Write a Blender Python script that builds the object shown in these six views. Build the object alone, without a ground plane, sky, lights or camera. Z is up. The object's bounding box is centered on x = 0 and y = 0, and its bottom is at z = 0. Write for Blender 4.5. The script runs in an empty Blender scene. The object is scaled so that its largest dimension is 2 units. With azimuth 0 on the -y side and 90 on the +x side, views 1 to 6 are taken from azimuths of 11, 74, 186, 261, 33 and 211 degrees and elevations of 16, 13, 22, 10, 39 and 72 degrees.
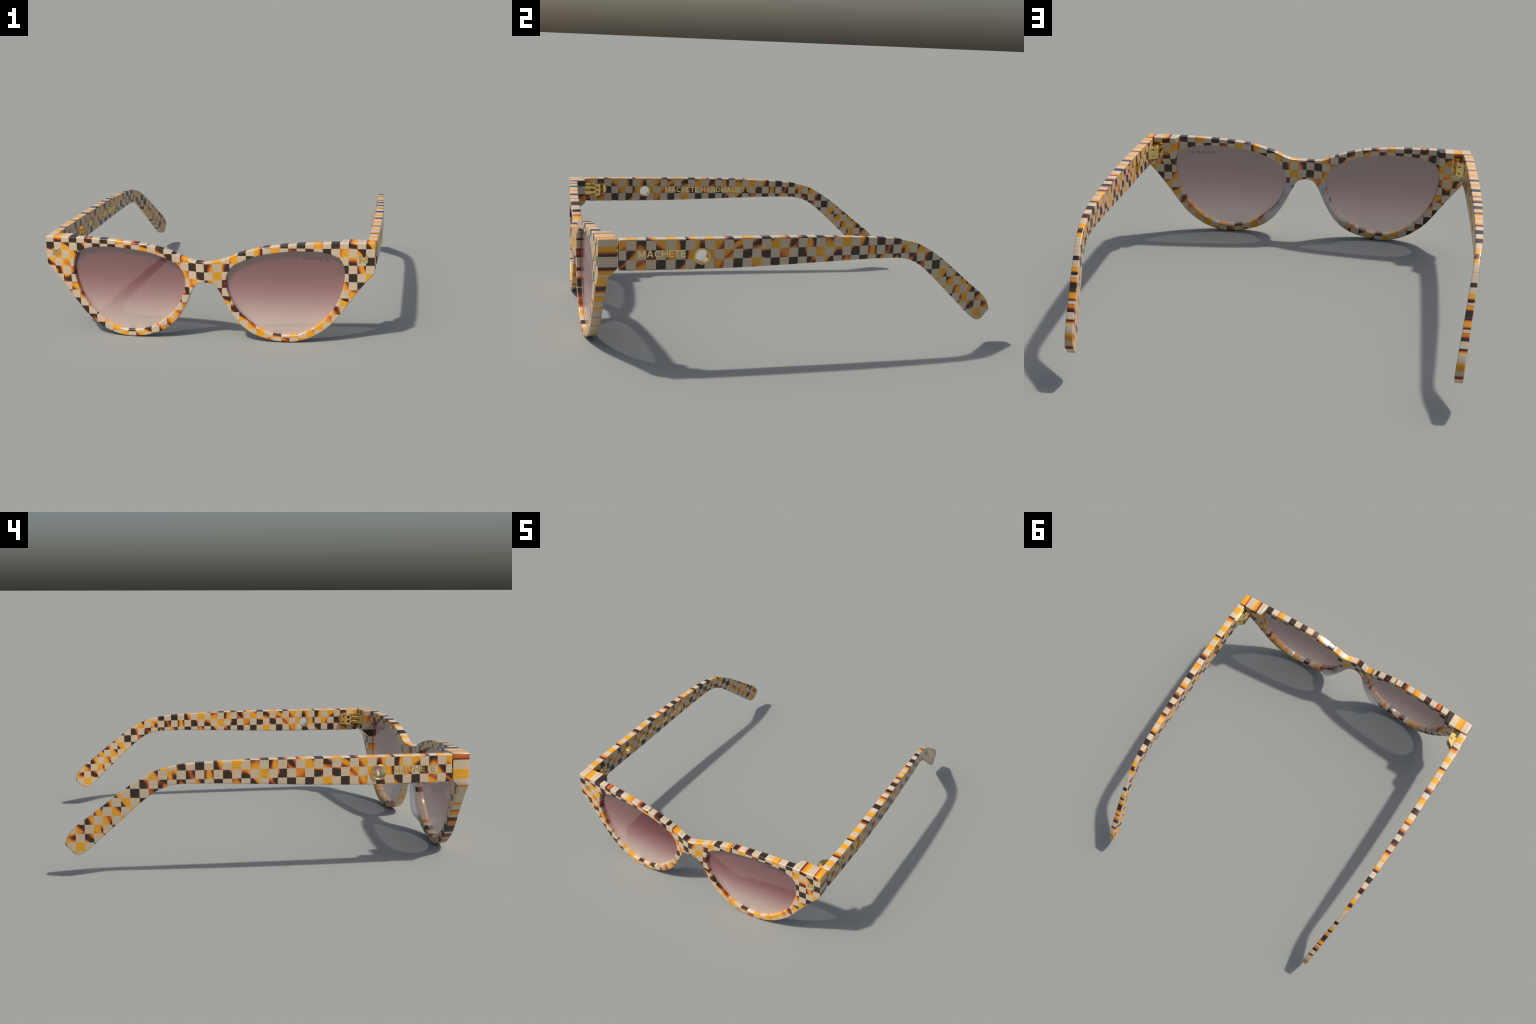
# Cat-eye sunglasses in chequered tortoise acetate, gradient rose lenses, gold hardware.
import bpy, bmesh, math
import numpy as np
from mathutils import Vector
from mathutils.geometry import delaunay_2d_cdt

C = bpy.context.scene.collection

# ---------------------------------------------------------------- helpers
def pchip(xs, ys):
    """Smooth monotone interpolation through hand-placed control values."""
    xs, ys = np.array(xs, float), np.array(ys, float)
    h, d = np.diff(xs), np.diff(ys) / np.diff(xs)
    m = np.zeros(len(xs)); m[0], m[-1] = d[0], d[-1]
    for i in range(1, len(xs) - 1):
        if d[i - 1] * d[i] > 0:
            w1, w2 = 2 * h[i] + h[i - 1], h[i] + 2 * h[i - 1]
            m[i] = (w1 + w2) / (w1 / d[i - 1] + w2 / d[i])
    def f(x):
        x = np.clip(np.asarray(x, float), xs[0], xs[-1])
        i = np.clip(np.searchsorted(xs, x) - 1, 0, len(xs) - 2)
        t = (x - xs[i]) / h[i]
        return ((1 + 2 * t) * (1 - t) ** 2 * ys[i] + t * (1 - t) ** 2 * h[i] * m[i]
                + t * t * (3 - 2 * t) * ys[i + 1] + t * t * (t - 1) * h[i] * m[i + 1])
    return f

def smooth01(a, b, x):
    t = np.clip((np.asarray(x, float) - a) / (b - a), 0, 1)
    return t * t * (3 - 2 * t)

def closed_spline(pts, spacing):
    """Closed centripetal Catmull-Rom through pts, resampled evenly."""
    p = np.array(pts, float); n = len(p); out = []
    for i in range(n):
        a, b, c, d = p[i - 1], p[i], p[(i + 1) % n], p[(i + 2) % n]
        t0 = 0; t1 = t0 + np.linalg.norm(b - a) ** .5; t2 = t1 + np.linalg.norm(c - b) ** .5; t3 = t2 + np.linalg.norm(d - c) ** .5
        t = np.linspace(t1, t2, 24, endpoint=False)[:, None]
        A1 = (t1 - t) / (t1 - t0) * a + (t - t0) / (t1 - t0) * b
        A2 = (t2 - t) / (t2 - t1) * b + (t - t1) / (t2 - t1) * c
        A3 = (t3 - t) / (t3 - t2) * c + (t - t2) / (t3 - t2) * d
        B1 = (t2 - t) / (t2 - t0) * A1 + (t - t0) / (t2 - t0) * A2
        B2 = (t3 - t) / (t3 - t1) * A2 + (t - t1) / (t3 - t1) * A3
        out.append((t2 - t) / (t2 - t1) * B1 + (t - t1) / (t2 - t1) * B2)
    q = np.vstack(out); q = np.vstack([q, q[:1]])
    s = np.r_[0, np.cumsum(np.linalg.norm(np.diff(q, axis=0), axis=1))]
    k = max(12, int(round(s[-1] / spacing)))
    u = np.linspace(0, s[-1], k, endpoint=False)
    return np.c_[np.interp(u, s, q[:, 0]), np.interp(u, s, q[:, 1])]

def area(l):
    return .5 * np.sum(l[:, 0] * np.roll(l[:, 1], -1) - np.roll(l[:, 0], -1) * l[:, 1])

def ccw(l):
    return l if area(l) > 0 else l[::-1].copy()

def inward(l):
    """Left-hand normals of a loop: towards the inside for CCW, towards the material for a CW hole."""
    t = np.roll(l, -1, 0) - np.roll(l, 1, 0)
    t /= np.linalg.norm(t, axis=1)[:, None]
    return np.c_[-t[:, 1], t[:, 0]]

def inside(pt, l):
    x, y = pt[:, 0][:, None], pt[:, 1][:, None]
    x1, y1 = l[:, 0], l[:, 1]; x2, y2 = np.roll(x1, -1), np.roll(y1, -1)
    c = ((y1 > y) != (y2 > y)) & (x < (x2 - x1) * (y - y1) / (y2 - y1 + 1e-12) + x1)
    return c.sum(1) % 2 == 1

def new_object(name, verts, faces, material, parent, smooth=True, smooth_angle=None):
    me = bpy.data.meshes.new(name)
    me.from_pydata([tuple(map(float, v)) for v in verts], [], faces)
    me.validate()
    bm = bmesh.new(); bm.from_mesh(me)
    bmesh.ops.recalc_face_normals(bm, faces=bm.faces)
    bm.to_mesh(me); bm.free()
    for p in me.polygons:
        p.use_smooth = smooth
    if smooth_angle:
        me.set_sharp_from_angle(angle=math.radians(smooth_angle))
    me.materials.append(material)
    o = bpy.data.objects.new(name, me)
    C.objects.link(o); o.parent = parent
    return o

def slab(loops, front, back, place, profiles, step, fine=None):
    """A sheet cut to `loops` (first the outline, then holes), with its two faces at depth
    front(u, v) and back(u, v); every rim follows a profile of (inset, fraction-of-depth, absolute depth).
    place(u, v, w) maps to space. Returns verts, faces."""
    V, F, caps = [], [], ([], [])
    for i, l in enumerate(loops):
        l = ccw(l) if i == 0 else ccw(l)[::-1].copy()
        nrm, n = inward(l), len(l)
        rings = []
        for inset, frac, absd in profiles[i]:
            q = l + nrm * inset
            fr, bk = front(q[:, 0], q[:, 1]), back(q[:, 0], q[:, 1])
            w = fr + (bk - fr) * frac + absd * np.sign(bk - fr)
            base = len(V); V.extend(place(q[:, 0], q[:, 1], w)); rings.append((base, q))
        for (a, _), (b, _) in zip(rings[:-1], rings[1:]):
            for j in range(n):
                k = (j + 1) % n
                F.append((a + j, a + k, b + k, b + j))
        caps[0].append(rings[0]); caps[1].append(rings[-1])
    for cap, depth, flip in ((caps[0], front, False), (caps[1], back, True)):
        pts = np.vstack([q for _, q in cap]); idx = np.concatenate([np.arange(b, b + len(q)) for b, q in cap])
        edges, o = [], 0
        for _, q in cap:
            m = len(q); edges += [(o + j, o + (j + 1) % m) for j in range(m)]; o += m
        lo, hi = pts.min(0), pts.max(0)
        g = []
        for r, s in enumerate(np.arange(lo[1], hi[1], step * .87)):
            u = np.arange(lo[0] + (r % 2) * step / 2, hi[0], step); g.append(np.c_[u, np.full(len(u), s)])
        if fine:
            (ua, ub), (va, vb), fs = fine
            for r, s in enumerate(np.arange(va, vb, fs * .87)):
                u = np.arange(ua + (r % 2) * fs / 2, ub, fs)
                g += [np.c_[u, np.full(len(u), s)], np.c_[-u, np.full(len(u), s)]]
        g = np.vstack(g)
        keep = inside(g, cap[0][1])
        for _, q in cap[1:]:
            keep &= ~inside(g, q)
        g = g[keep]
        ok = np.ones(len(g), bool)
        for c0 in range(0, len(g), 400):
            d = np.linalg.norm(g[c0:c0 + 400, None] - pts[None, ::2], axis=2).min(1)
            ok[c0:c0 + 400] = d > .004
        g = g[ok]
        base = len(V); V.extend(place(g[:, 0], g[:, 1], depth(g[:, 0], g[:, 1])))
        allp = np.vstack([pts, g]); idx = np.concatenate([idx, np.arange(base, base + len(g))])
        ov, _, of, orig, _, _ = delaunay_2d_cdt([Vector(p) for p in allp], edges, [], 0, 1e-7)
        src = [x[0] if x else -1 for x in orig]
        tri = np.array([f for f in of]); ovn = np.array([tuple(v) for v in ov])
        cen = ovn[tri].mean(1)
        keep = inside(cen, cap[0][1])
        for _, q in cap[1:]:
            keep &= ~inside(cen, q)
        for f in tri[keep]:
            t = [src[j] for j in f]
            if min(t) < 0:
                continue
            t = tuple(int(idx[j]) for j in t)
            F.append(t[::-1] if flip else t)
    return V, F

def rounded(r, steps=5):
    """Rim profile: quarter round, straight wall, quarter round."""
    a = np.linspace(0, math.pi / 2, steps)
    head = [(r * (1 - math.sin(t)), 0, r * (1 - math.cos(t))) for t in a]
    tail = [(i, 1, -d) for i, f, d in head[::-1]]
    return head + tail

def extrude_plan(poly, z0, z1, bevel=.0012):
    """Solid with plan polygon (x, y) between two heights, slightly chamfered."""
    p = ccw(np.array(poly, float)); n = len(p); nr = inward(p); V, F = [], []
    for inset, z in ((bevel, z0), (0, z0 + bevel), (0, z1 - bevel), (bevel, z1)):
        q = p + nr * inset; V += [(a, b, z) for a, b in q]
    for r in range(3):
        for j in range(n):
            k = (j + 1) % n; F.append((r * n + j, r * n + k, (r + 1) * n + k, (r + 1) * n + j))
    F += [tuple(range(n))[::-1], tuple(range(3 * n, 4 * n))]
    return V, F

def lathe(profile, segs, place):
    """Revolve a closed (radius, height) profile."""
    V, F, m = [], [], len(profile)
    for s in range(segs):
        a = math.tau * s / segs
        V += [place(r * math.cos(a), r * math.sin(a), h) for r, h in profile]
    for s in range(segs):
        t = (s + 1) % segs
        for j in range(m):
            k = (j + 1) % m; F.append((s * m + j, t * m + j, t * m + k, s * m + k))
    return V, F

def merge(parts):
    V, F = [], []
    for v, f in parts:
        b = len(V); V += list(v); F += [tuple(b + i for i in q) for q in f]
    return V, F

def mirror(v):
    return [(-a, b, c) for a, b, c in v]

# ---------------------------------------------------------------- materials
class Nodes:
    def __init__(self, name):
        self.mat = bpy.data.materials.new(name); self.mat.use_nodes = True
        self.t = self.mat.node_tree; self.bsdf = self.t.nodes["Principled BSDF"]
    def add(self, kind, **kw):
        n = self.t.nodes.new(kind)
        for k, v in kw.items():
            setattr(n, k, v)
        return n
    def put(self, sock, v):
        if hasattr(v, "is_output"):
            self.t.links.new(v, sock)
        else:
            sock.default_value = v
    def math(self, op, a, b=None, c=None):
        n = self.add("ShaderNodeMath", operation=op)
        for s, v in zip(n.inputs, (a, b, c)):
            if v is not None:
                self.put(s, v)
        return n.outputs[0]
    def mix(self, f, a, b):
        n = self.add("ShaderNodeMix", data_type="RGBA")
        self.put(n.inputs[0], f); self.put(n.inputs[6], a); self.put(n.inputs[7], b)
        return n.outputs[2]
    def ramp(self, f, stops, interp="LINEAR"):
        n = self.add("ShaderNodeValToRGB"); r = n.color_ramp; r.interpolation = interp
        while len(r.elements) < len(stops):
            r.elements.new(.5)
        for e, (p, c) in zip(r.elements, stops):
            e.position = p; e.color = (*c, 1) if len(c) == 3 else c
        self.put(n.inputs[0], f)
        return n.outputs[0]
    def object_xyz(self):
        tc = self.add("ShaderNodeTexCoord"); s = self.add("ShaderNodeSeparateXYZ")
        self.t.links.new(tc.outputs["Object"], s.inputs[0])
        return s.outputs
    def vec(self, a, b, c):
        n = self.add("ShaderNodeCombineXYZ")
        for s, v in zip(n.inputs, (a, b, c)):
            self.put(s, v)
        return n.outputs[0]
    def noise(self, v, scale, detail=2.0, rough=.5, distort=0.0):
        n = self.add("ShaderNodeTexNoise", noise_dimensions="3D")
        self.put(n.inputs["Vector"], v); n.inputs["Scale"].default_value = scale
        n.inputs["Detail"].default_value = detail; n.inputs["Roughness"].default_value = rough
        n.inputs["Distortion"].default_value = distort
        return n.outputs[0]

CREAM, TAN = (.66, .52, .355), (.49, .37, .24)

def acetate(name, axis, cell, u0, v0, white_parity, seed):
    """Laminated chequer: grained cream squares alternate with squares cut from one tortoise sheet.
    The sheet runs straight through the part, so the colour depends on the two face axes only."""
    N = Nodes(name); x, y, z = N.object_xyz()
    u = x if axis == "x" else y
    v = z
    wob = N.math("MULTIPLY", N.math("SUBTRACT", N.noise(N.vec(u, v, seed), 9, 1), .5), .0014)
    zig = N.math("MULTIPLY", N.math("SINE", N.math("MULTIPLY", u, 1150.0)), .0007)
    uu, vv = N.math("ADD", u, wob), N.math("ADD", N.math("ADD", v, wob), zig)
    iu = N.math("FLOOR", N.math("DIVIDE", N.math("SUBTRACT", uu, u0), cell))
    iv = N.math("FLOOR", N.math("DIVIDE", N.math("SUBTRACT", vv, v0), cell))
    par = N.math("FLOORED_MODULO", N.math("ADD", iu, iv), 2.0)
    white = par if white_parity else N.math("SUBTRACT", 1.0, par)
    # wavy wood-like grain of the cream squares
    wave = N.noise(N.vec(N.math("MULTIPLY", u, 45.0), N.math("MULTIPLY", v, 20.0), seed + 3), 1.0, 2)
    ph = N.math("ADD", N.math("MULTIPLY", v, math.tau / .0066), N.math("MULTIPLY", wave, 11.0))
    line = N.math("MULTIPLY_ADD", N.math("SINE", ph), .5, .5)
    line = N.math("MULTIPLY", N.math("POWER", line, 1.6), .62)
    cream = N.mix(line, (*CREAM, 1), (*TAN, 1))
    # tortoise sheet: amber with dark flame-like pools
    # flames run on the diagonal and sway with a slow warp
    sway = N.math("MULTIPLY", N.math("SUBTRACT", N.noise(N.vec(u, v, seed + 11), 5.0, 0), .5), .16)
    sway2 = N.math("MULTIPLY", N.math("SUBTRACT", N.noise(N.vec(u, v, seed + 23), 5.0, 0), .5), .16)
    us, vs = N.math("ADD", u, sway), N.math("ADD", v, sway2)
    slant = 1.0 if axis == "y" else -1.0
    along = N.math("ADD", us, N.math("MULTIPLY", vs, slant))
    across = N.math("SUBTRACT", us, N.math("MULTIPLY", vs, slant))
    p = N.vec(N.math("MULTIPLY_ADD", along, 7.5, seed), N.math("MULTIPLY", across, 14.0), seed * 1.7)
    t = N.noise(p, 1.0, 0.0, .4, 0.0)
    tort = N.ramp(t, [(.0, (.036, .022, .013)), (.425, (.037, .021, .012)), (.462, (.12, .026, .011)),
                      (.505, (.52, .105, .016)), (.550, (.74, .25, .018)), (.61, (.79, .36, .018)), (1.0, (.79, .39, .020))])
    col = N.mix(white, tort, cream)
    N.put(N.bsdf.inputs["Base Color"], col)
    N.bsdf.inputs["Roughness"].default_value = .22
    N.bsdf.inputs["Specular IOR Level"].default_value = .5
    return N.mat

def plain(name, color, rough, metal=0.0, **kw):
    N = Nodes(name); n = N.noise(N.add("ShaderNodeTexCoord").outputs["Object"], 60, 2)
    dark = tuple(c * .94 for c in color)
    N.put(N.bsdf.inputs["Base Color"], N.mix(n, (*dark, 1), (*color, 1)))
    N.bsdf.inputs["Roughness"].default_value = rough; N.bsdf.inputs["Metallic"].default_value = metal
    for k, v in kw.items():
        N.bsdf.inputs[k.replace("_", " ")].default_value = v
    return N.mat

def tinted_lens():
    """Rose gradient tint, darker at the brow."""
    N = Nodes("gradient_rose_lens"); x, y, z = N.object_xyz()
    f = N.math("DIVIDE", z, .55)
    m = N.add("ShaderNodeMapRange", interpolation_type="SMOOTHSTEP")
    N.put(m.inputs["Value"], f); m.inputs["From Min"].default_value = .08; m.inputs["From Max"].default_value = 1.0
    k = N.math("POWER", m.outputs[0], 1.1)
    low, high = (.80, .65, .57), (.165, .032, .036)
    mixed = N.add("ShaderNodeCombineColor")
    for c in range(3):
        N.put(mixed.inputs[c], N.math("MULTIPLY", N.math("POWER", high[c] / low[c], k), low[c]))
    col = mixed.outputs[0]
    N.put(N.bsdf.inputs["Base Color"], col)
    N.bsdf.inputs["Roughness"].default_value = .03
    N.bsdf.inputs["IOR"].default_value = 1.4
    N.bsdf.inputs["Alpha"].default_value = .52
    return N.mat

MAT_FRONT = acetate("chequered_acetate_front", "x", .0463, 0.0, .0270, True, 3.37)
MAT_TEMPLE = acetate("chequered_acetate_temple", "y", .0432, -.8230, .5170, False, 19.33)
MAT_LENS = tinted_lens()
MAT_GOLD = plain("polished_gold", (.92, .66, .24), .16, 1.0)
MAT_FOIL = plain("gold_foil", (1.0, .75, .29), .30, 1.0)
MAT_PAD = plain("clear_nose_plastic", (.80, .81, .84), .08, Alpha=.52)
MAT_ETCH = plain("etched_lettering", (.11, .035, .04), .5, Alpha=.30)
MAT_DARK = plain("slot_shadow_metal", (.10, .07, .03), .4, 1.0)

# ---------------------------------------------------------------- the thing
root = bpy.data.objects.new("sunglasses", None)
C.objects.link(root)
root["label"] = "cat-eye sunglasses, cream and tortoise chequered frame, rose lenses"
root["category"] = "sunglasses"

# ---- front frame: plan curve of its face, from the bridge to the end piece
face_half = pchip([0, .020, .046, .072, .092, .115, .14, .32, .42, .51, .60, .74, .88, .93],
                  [-.9995, -.9975, -.9915, -.983, -.9775, -.9765, -.9772, -.977, -.973, -.968, -.962, -.9540, -.9460, -.943])
def face(x, z=None):
    return face_half(np.abs(x))

HALF_OUTLINE = [(0, .4525), (.046, .4545), (.092, .4625), (.14, .480), (.182, .4985), (.232, .514), (.323, .5375),
    (.419, .5505), (.51, .5585), (.60, .5635), (.70, .5665), (.787, .5675), (.88, .5678), (.915, .5678), (.9255, .5668), (.9280, .5635), (.9285, .553),
    (.9285, .53), (.9285, .47), (.9280, .422), (.9255, .408), (.918, .3935), (.878, .348), (.835, .293), (.787, .227), (.740, .162), (.700, .114),
    (.647, .069), (.602, .040), (.556, .019), (.51, .006), (.46, .0), (.414, .0012), (.37, .0065), (.324, .0185), (.277, .0345),
    (.229, .0605), (.186, .098), (.163, .125), (.137, .165), (.110, .213), (.094, .250), (.077, .283), (.061, .310), (.047, .326),
    (.025, .3355), (0, .338)]
outline = closed_spline(HALF_OUTLINE + [(-a, b) for a, b in HALF_OUTLINE[-2:0:-1]], .0034)
HOLE = [(.767, .397), (.763, .432), (.755, .456), (.740, .477), (.719, .4905), (.695, .5015), (.648, .5135), (.602, .5175),
    (.553, .519), (.511, .5185), (.463, .516), (.416, .511), (.37, .5045), (.324, .497), (.276, .484), (.231, .467), (.187, .447),
    (.168, .437), (.151, .423), (.136, .404), (.124, .382), (.118, .363), (.115, .335), (.119, .297), (.131, .260), (.150, .216),
    (.183, .166), (.229, .123), (.272, .089), (.323, .060), (.37, .0455), (.415, .0395), (.462, .038), (.51, .0435), (.554, .061),
    (.602, .089), (.647, .125), (.690, .173), (.717, .215), (.740, .263), (.755, .311), (.764, .356)]
hole = closed_spline(HOLE, .0034)

THICK = .046
def rear(x, z):
    """Back of the frame; the end pieces thicken into a block that carries the hinge."""
    base = face(x) + THICK
    bx = smooth01(.741, .760, np.abs(x))
    bz = np.clip((z - .394) / .044, 0, 1); bz = bz * (.65 + .35 * bz * (3 - 2 * bz)) if False else bz * bz * (3 - 2 * bz) * .35 + bz * .65
    return base + (np.maximum(-.8595, base) - base) * bx * bz

def in_space(u, v, w):
    return list(zip(u, w, v))

rim = rounded(.0045)
groove = []
h = rounded(.0042)
half = len(h) // 2
groove = h[:half] + [(0, .44, 0), (.004, .455, 0), (.004, .60, 0), (0, .615, 0)] + h[half:]
V, F = slab([outline, hole, hole * [-1, 1]], face, rear, in_space, [rim, groove, groove], .016,
            fine=((.72, .93), (.37, .57), .0055))
frame = new_object("frame_front", V, F, MAT_FRONT, root, smooth_angle=50)

# ---- lenses
lens_loop = ccw(hole); lens_loop = lens_loop - inward(lens_loop) * .0012
def lens_front(x, z):
    dome = np.clip(1 - ((np.abs(x) - .44) / .36) ** 2 - ((np.asarray(z) - .28) / .30) ** 2, 0, 1)
    return face(np.clip(np.abs(x), .14, 1)) + .0220 - .002 * dome
def lens_back(x, z):
    return lens_front(x, z) + .005
for sgn in (1, -1):
    V, F = slab([lens_loop[::3] * [sgn, 1]], lens_front, lens_back, in_space, [rounded(.001, 2)], .03)
    lens = new_object("lens", V, F, MAT_LENS, root, smooth_angle=40)
    if sgn == 1:
        etched_on = lens

# ---- nose pads: clear wedges on the rim beside the nose
NOSE_EDGE = [(.076, .3205), (.0800, .2840), (.0955, .2510), (.1115, .2140), (.1385, .1660), (.1645, .1260), (.1875, .0995), (.2150, .0735), (.2360, .0590)]
LENS_EDGE = [(.1150, .3220), (.1190, .2920), (.1305, .2600), (.1495, .2150), (.1825, .1655), (.2065, .1430), (.2285, .1230), (.2420, .1100), (.2520, .0900)]
def nose_pad(sgn):
    t = np.linspace(0, 1, len(NOSE_EDGE))
    ox, oz = (pchip(t, [p[k] for p in NOSE_EDGE]) for k in (0, 1))
    ix, iz = (pchip(t, [p[k] for p in LENS_EDGE]) for k in (0, 1))
    height = pchip([0, .06, .25, .45, .62, .72, .82, .92, 1], [.004, .010, .023, .033, .040, .040, .034, .020, .004])
    prof = [(0.0, -.1), (.004, .06), (.02, .30), (.07, .52), (.17, .70), (.32, .85), (.50, .96), (.64, 1.0), (.76, .98), (.85, .88), (.92, .66), (.965, .34), (.995, .04), (1.0, -.1)]
    n, m, V, F = 44, len(prof), [], []
    for i in range(n):
        q = i / (n - 1); hh = float(height(q))
        for c, k in prof:
            x = float(ox(q)) * (1 - c) + float(ix(q)) * c; z = float(oz(q)) * (1 - c) + float(iz(q)) * c
            V.append((sgn * x, float(face(x)) + THICK + (k * hh if k > 0 else -.003), z))
    for i in range(n - 1):
        for j in range(m):
            k = (j + 1) % m; F.append((i * m + j, i * m + k, (i + 1) * m + k, (i + 1) * m + j))
    F += [tuple(range(m)), tuple(range((n - 1) * m, n * m))]
    return new_object("nose_pad", V, F, MAT_PAD, root, smooth_angle=60)
for sgn in (1, -1):
    nose_pad(sgn)

# ---- temples: side profile (y, z) bent along a plan curve
outer_x = pchip([-.86, -.6, -.35, -.1, .15, .4, .6, .8, 1.0],
                [.9335, .9352, .9325, .9265, .9145, .8985, .8755, .8485, .8215])
temple_thick = pchip([-.86, -.6, -.35, -.1, .15, .4, .6, .8, 1.0], [.0500, .0480, .0475, .0455, .0410, .0335, .0275, .0310, .0365])
lean = pchip([-.86, -.2, .4, 1.0], [.012, .012, .004, .022])    # the faces lean slightly in towards the bottom
SIDE = [(-.8535, .545), (-.8535, .5625), (-.8505, .5662), (-.84, .5668), (-.5, .5675), (-.25, .5685), (0, .567), (.085, .5655), (.21, .5605), (.30, .5565),
    (.36, .5535), (.43, .5475), (.473, .541), (.516, .531), (.558, .518), (.603, .4985), (.643, .4765), (.686, .448), (.730, .4165), (.774, .3815),
    (.862, .3115), (.930, .2595), (.958, .2365), (.978, .213), (.992, .188), (.9985, .171), (.9965, .158), (.983, .143), (.967, .125), (.957, .1165), (.938, .1115),
    (.920, .1155), (.903, .1265), (.879, .1465), (.811, .2095), (.749, .266), (.680, .329), (.640, .365), (.606, .393), (.582, .410), (.556, .4245), (.528, .437),
    (.494, .447), (.466, .4515), (.386, .4535), (.30, .453), (.172, .449), (.04, .4445), (-.088, .4395), (-.22, .435), (-.317, .432), (-.45, .4295),
    (-.70, .4285), (-.84, .4288), (-.8505, .4295), (-.8535, .433), (-.8535, .450)]
side = closed_spline(SIDE, .0036) - [0, .0012]
EY, EZ, ER = -.489, .487, .0325
ring = np.array([(EY + ER * math.cos(a), EZ + ER * math.sin(a)) for a in np.linspace(0, math.tau, 48, endpoint=False)])

def temple_out(y, z):
    return outer_x(y) + lean(y) * (np.asarray(z) - .5)
def temple_in(y, z):
    return temple_out(y, z) - temple_thick(y)

def stroke(p, q, w, depth):
    """Flat bar from p to q with horizontal cut ends where it slants."""
    p, q = np.array(p, float), np.array(q, float)
    d = q - p; L = np.linalg.norm(d)
    n = np.array([w / 2 * L / max(abs(d[1]), 1e-6), 0]) if abs(d[1]) > .3 * L else np.array([0, w / 2])
    c = [p - n, p + n, q + n, q - n]
    V = [(*a, 0.0) for a in c] + [(*a, depth) for a in c]
    return V, [(3, 2, 1, 0), (4, 5, 6, 7), (0, 1, 5, 4), (1, 2, 6, 5), (2, 3, 7, 6), (3, 0, 4, 7)]

def letter(ch, w):
    """Bold sans capital, cap height 1: (width, parts). Overlapping bars get stepped depths."""
    h = w / 2; P = []
    def bars(*ends):
        for k, (a, b) in enumerate(ends):
            P.append(stroke(a, b, w, 1 - .06 * k))
    if ch == "M":
        W = .90; bars(((h, 0), (h, 1)), ((W - h, 0), (W - h, 1)), ((h * 1.15, 1), (W / 2, .08)), ((W - h * 1.15, 1), (W / 2, .08)))
    elif ch == "N":
        W = .74; bars(((h, 0), (h, 1)), ((W - h, 0), (W - h, 1)), ((h * 1.3, 1), (W - h * 1.3, 0)))
    elif ch == "A":
        W = .80; bars(((h * 1.05, 0), (W / 2 - .02, 1)), ((W - h * 1.05, 0), (W / 2 + .02, 1)), ((.2, .29), (W - .2, .29)))
    elif ch == "H":
        W = .74; bars(((h, 0), (h, 1)), ((W - h, 0), (W - h, 1)), ((h, .5), (W - h, .5)))
    elif ch == "E":
        W = .60; bars(((h, 0), (h, 1)), ((h, h), (W, h)), ((h, .5), (W - .05, .5)), ((h, 1 - h), (W, 1 - h)))
    elif ch == "T":
        W = .66; bars(((W / 2, 0), (W / 2, 1)), ((0, 1 - h), (W, 1 - h)))
    elif ch == "C":
        W = .76; v, f = band(.5 - w, .5, 42, 318, 20, 0, 0, 1)
        P.append(([(a * .86 + .43, b + .5, c) for a, b, c in v], f))
    elif ch == "D":
        W = .74; v, f = band(.5 - w, .5, -90, 90, 16, 0, 0, .94)
        P.append(stroke((h, 0), (h, 1), w, 1)); P.append(([(a * .86 + .30, b + .5, c) for a, b, c in v], f))
        P.append(stroke((h, h), (.31, h), w, .97)); P.append(stroke((h, 1 - h), (.31, 1 - h), w, .97))
    else:
        W = .24
    return W, P

def text_mesh(body, height, length, depth, weight):
    """A word from the stroke alphabet, scaled to a cap height, run length and relief."""
    x, parts = 0.0, []
    for ch in body:
        W, P = letter(ch, weight)
        parts += [([(a + x, b, c) for a, b, c in v], f) for v, f in P]
        x += W + .11
    x -= .11
    V, F = merge(parts)
    return np.array(V) * [length / x, height, depth], F

def band(r0, r1, a0, a1, n, cx, cy, depth):
    V, F = [], []
    for i in range(n + 1):
        a = math.radians(a0 + (a1 - a0) * i / n)
        for r in (r0, r1):
            for w in (0, depth):
                V.append((cx + r * math.cos(a), cy + r * math.sin(a), w))
    for i in range(n):
        a, b = i * 4, i * 4 + 4
        F += [(a, a + 2, b + 2, b), (a + 1, b + 1, b + 3, a + 3), (a, b, b + 1, a + 1), (a + 2, a + 3, b + 3, b + 2)]
    F += [(0, 1, 3, 2), (n * 4, n * 4 + 2, n * 4 + 3, n * 4 + 1)]
    return V, F

def boxed(x0, x1, y0, y1, depth):
    V = [(x, y, w) for x in (x0, x1) for y in (y0, y1) for w in (0, depth)]
    return V, [(0, 1, 3, 2), (4, 6, 7, 5), (0, 4, 5, 1), (2, 3, 7, 6), (0, 2, 6, 4), (1, 5, 7, 3)]

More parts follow.
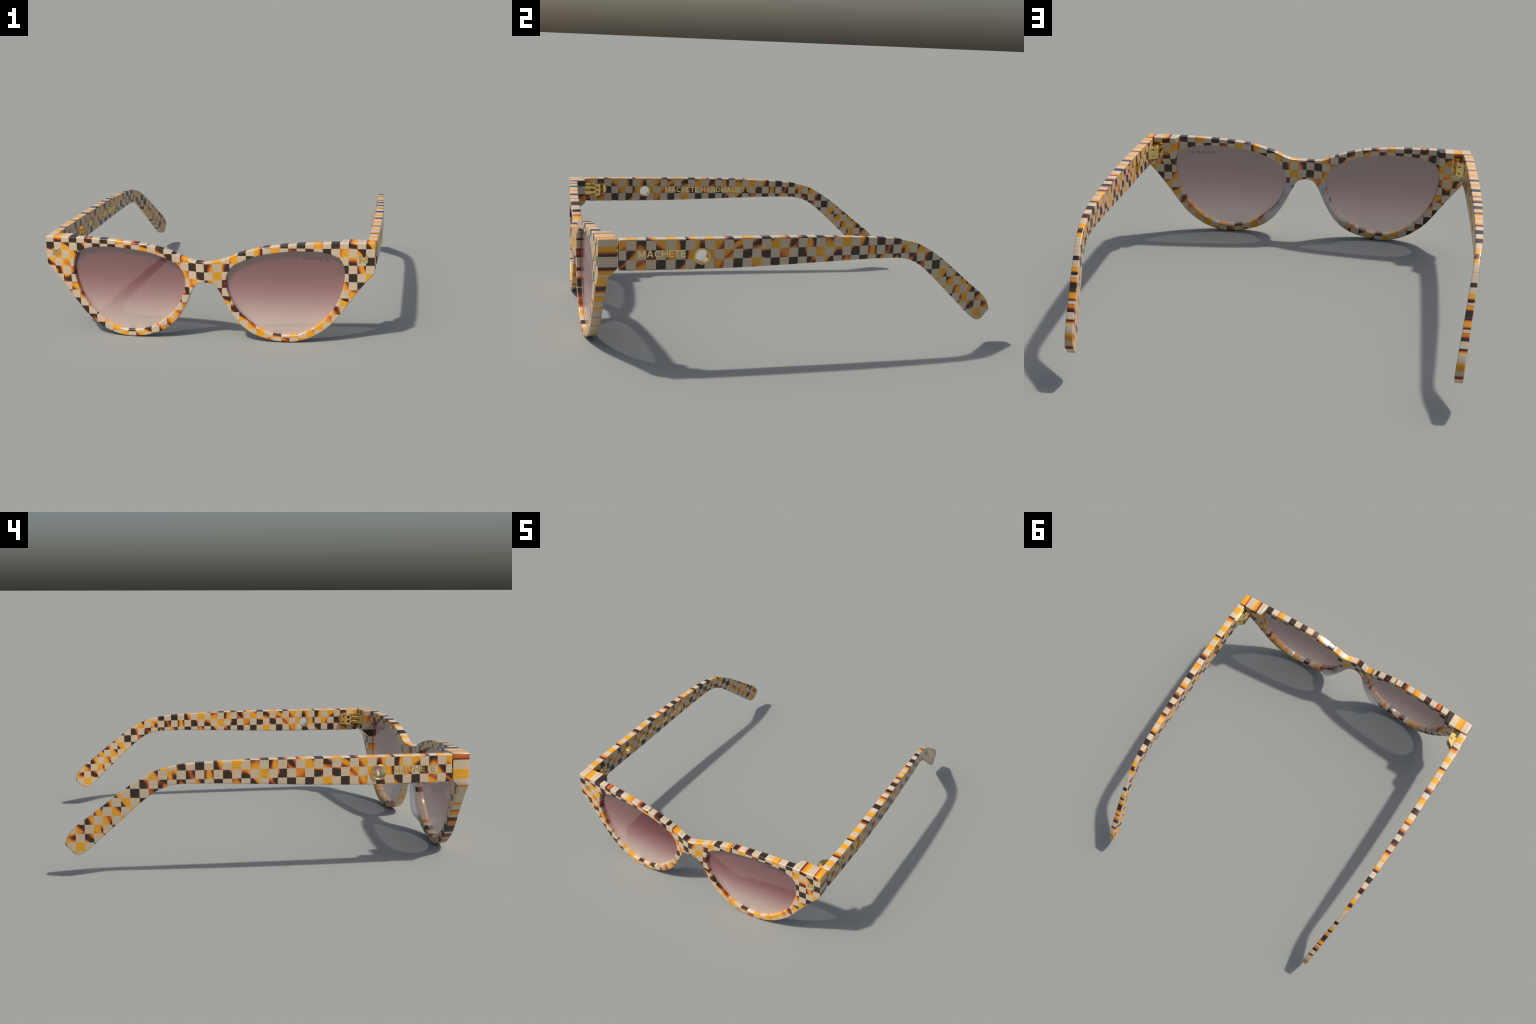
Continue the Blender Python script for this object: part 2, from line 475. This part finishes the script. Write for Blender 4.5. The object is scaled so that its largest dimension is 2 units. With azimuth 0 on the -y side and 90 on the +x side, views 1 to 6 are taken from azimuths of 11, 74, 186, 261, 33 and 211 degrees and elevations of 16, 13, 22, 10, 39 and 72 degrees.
for sgn in (1, -1):
    def place(u, v, w):
        return list(zip(sgn * np.asarray(w), u, v))
    soft = rounded(.0047, 6)
    V, F = slab([side, ring], temple_out, temple_in, place, [soft, rounded(.0006, 2)], .018)
    temple = new_object("temple", V, F, MAT_TEMPLE, root, smooth_angle=50)

    # eyelet: gold tube through the temple with a rounded outer flange
    th = float(temple_thick(EY)); ox = float(temple_out(EY, EZ))
    prof = [(.0285, -th - .0008), (.0285, .0015), (.0292, .0035), (.0312, .0055), (.0338, .0060), (.0362, .0050), (.0382, .0028), (.0390, .0004),
            (.0390, -.001), (.0330, -.001), (.0322, -.003), (.0322, -th - .0008)]
    V, F = lathe(prof, 56, lambda a, b, h: (sgn * (ox + h), EY + a, EZ + b))
    new_object("eyelet", V, F, MAT_GOLD, temple, smooth_angle=45)

    # name along the outer face, reading left to right from outside
    v, f = text_mesh("MACHETE", .0315, .2085, .003, .165)
    V = []
    for a, b, w in v:
        y = -.771 + a if sgn == 1 else -.562 - a
        V.append((sgn * (float(temple_out(y, .4855 + b)) + w - .0012), y, .4855 + b))
    new_object("name_lettering", V, f, MAT_FOIL, temple, smooth=False)

    if sgn == -1:   # inner side of the other temple: two words and the conformity mark
        v, f = text_mesh("MACHETE HANDMADE", .031, .476, .003, .165)
        v = [tuple(q) for q in v]
        r = .0155
        mark = [band(r - .0048, r, 105, 255, 14, .4995 + .006, r, .003), band(r - .0048, r, 105, 255, 14, .528 + .006, r, .003),
                boxed(.528 + .006 - r + .003, .528 + .005, r - .0023, r + .0023, .0028)]
        v, f = merge([(v, f)] + mark)
        V = [(-(float(temple_in(-.362 + a, .481 + b)) - w + .0012), -.362 + a, .481 + b) for a, b, w in v]
        new_object("maker_lettering", V, f, MAT_FOIL, temple, smooth=False)

    # hinge: plate on the temple, plate in the end piece, interleaved knuckles and a screw
    xi = float(temple_in(-.79, .50))
    hinge = bpy.data.objects.new("hinge", None); C.objects.link(hinge); hinge.parent = root
    plate = [(-.853, .538), (-.853, .467), (-.770, .467)] + [(-.760 + .035 * math.sin(a), .5025 - .0355 * math.cos(a)) for a in np.linspace(.1, math.pi - .1, 14)] + [(-.770, .538)]
    V, F = extrude_plan(plate, 0, .005, .001)
    V = [(sgn * (xi + .0015 - c), a, b) for a, b, c in V]
    new_object("temple_leaf", V, F, MAT_GOLD, hinge, smooth=False)
    kn = [(xi + .001, -.812), (xi + .001, -.737), (.868, -.752), (.845, -.766), (.836, -.778), (.834, -.796), (.840, -.812), (.852, -.816)]
    fr = [(.834, -.8605), (.868, -.8605), (.868, -.802), (.862, -.789), (.850, -.784), (.838, -.789), (.833, -.802)]
    zs = [(.4680, .4815), (.4955, .5095), (.5235, .5370)]
    A, B = np.array((xi + .001, -.737)), np.array((.845, -.766))
    nrm = np.array((.45, -.89)); at = lambda q, d=0.0: tuple(A + (B - A) * q + nrm * d)
    body = [(xi + .001, -.776), tuple(A), tuple(B), (.8385, -.775)]
    slotted = [(xi + .001, -.776), tuple(A), at(.42), at(.42, .012), at(.80, .012), at(.80), tuple(B), (.8385, -.775)]
    parts = [extrude_plan(kn, a, b) for a, b in zs]
    parts += [extrude_plan(body, a, b, .0003) for a, b in ((.4690, .4790), (.4880, .5170), (.5260, .5360))]
    parts += [extrude_plan(slotted, a, b, .0003) for a, b in ((.4791, .4879), (.5171, .5259))]
    V, F = merge(parts)
    new_object("temple_knuckle", [(sgn * a, b, c) for a, b, c in V], F, MAT_GOLD, hinge, smooth=False)
    V, F = merge([extrude_plan(fr, .4822, .4948), extrude_plan(fr, .5102, .5228),
                  extrude_plan([(.828, -.8612), (.872, -.8612), (.872, -.8555), (.828, -.8555)], .464, .542)])
    new_object("frame_knuckle", [(sgn * a, b, c) for a, b, c in V], F, MAT_GOLD, hinge, smooth=False)
    circ = [(.851 + .0085 * math.cos(a), -.799 + .0085 * math.sin(a)) for a in np.linspace(0, math.tau, 20, endpoint=False)]
    V, F = merge([extrude_plan(circ, .5372, .5415, .0015), extrude_plan(circ, .4640, .4676, .001)])
    new_object("screw", [(sgn * a, b, c) for a, b, c in V], F, MAT_GOLD, hinge, smooth=False)
    V, F = merge([extrude_plan([(.843, -.8003), (.859, -.8003), (.859, -.7977), (.843, -.7977)], .5405, .5422, .0003)])  # raised dark bar modelled as the slot's shadow; no recess is cut
    new_object("screw_slot_shadow_bar", [(sgn * a, b, c) for a, b, c in V], F, MAT_DARK, hinge, smooth=False)

    # initial on the front of each end piece
    v, f = text_mesh("M", .0425, .0475, .003, .185)
    V = []
    for a, b, w in v:
        x = (.8415 if sgn == 1 else -.8905) + a
        V.append((x, float(face(x)) - w + .0012, .4590 + b))
    new_object("initial", V, f, MAT_FOIL, frame, smooth=False)

# ---- name etched near the brow of one lens, sagging along its edge
v, f = text_mesh("MACHETE", .0160, .143, .0008, .14)
V = []
for a, b, w in v:
    x = .541 + a; z = .4670 + b - .009 * (a / .143) ** 2
    V.append((x, float(lens_back(x, z)) + w - .0002, z))
new_object("lens_lettering", V, f, MAT_ETCH, etched_on, smooth=False)
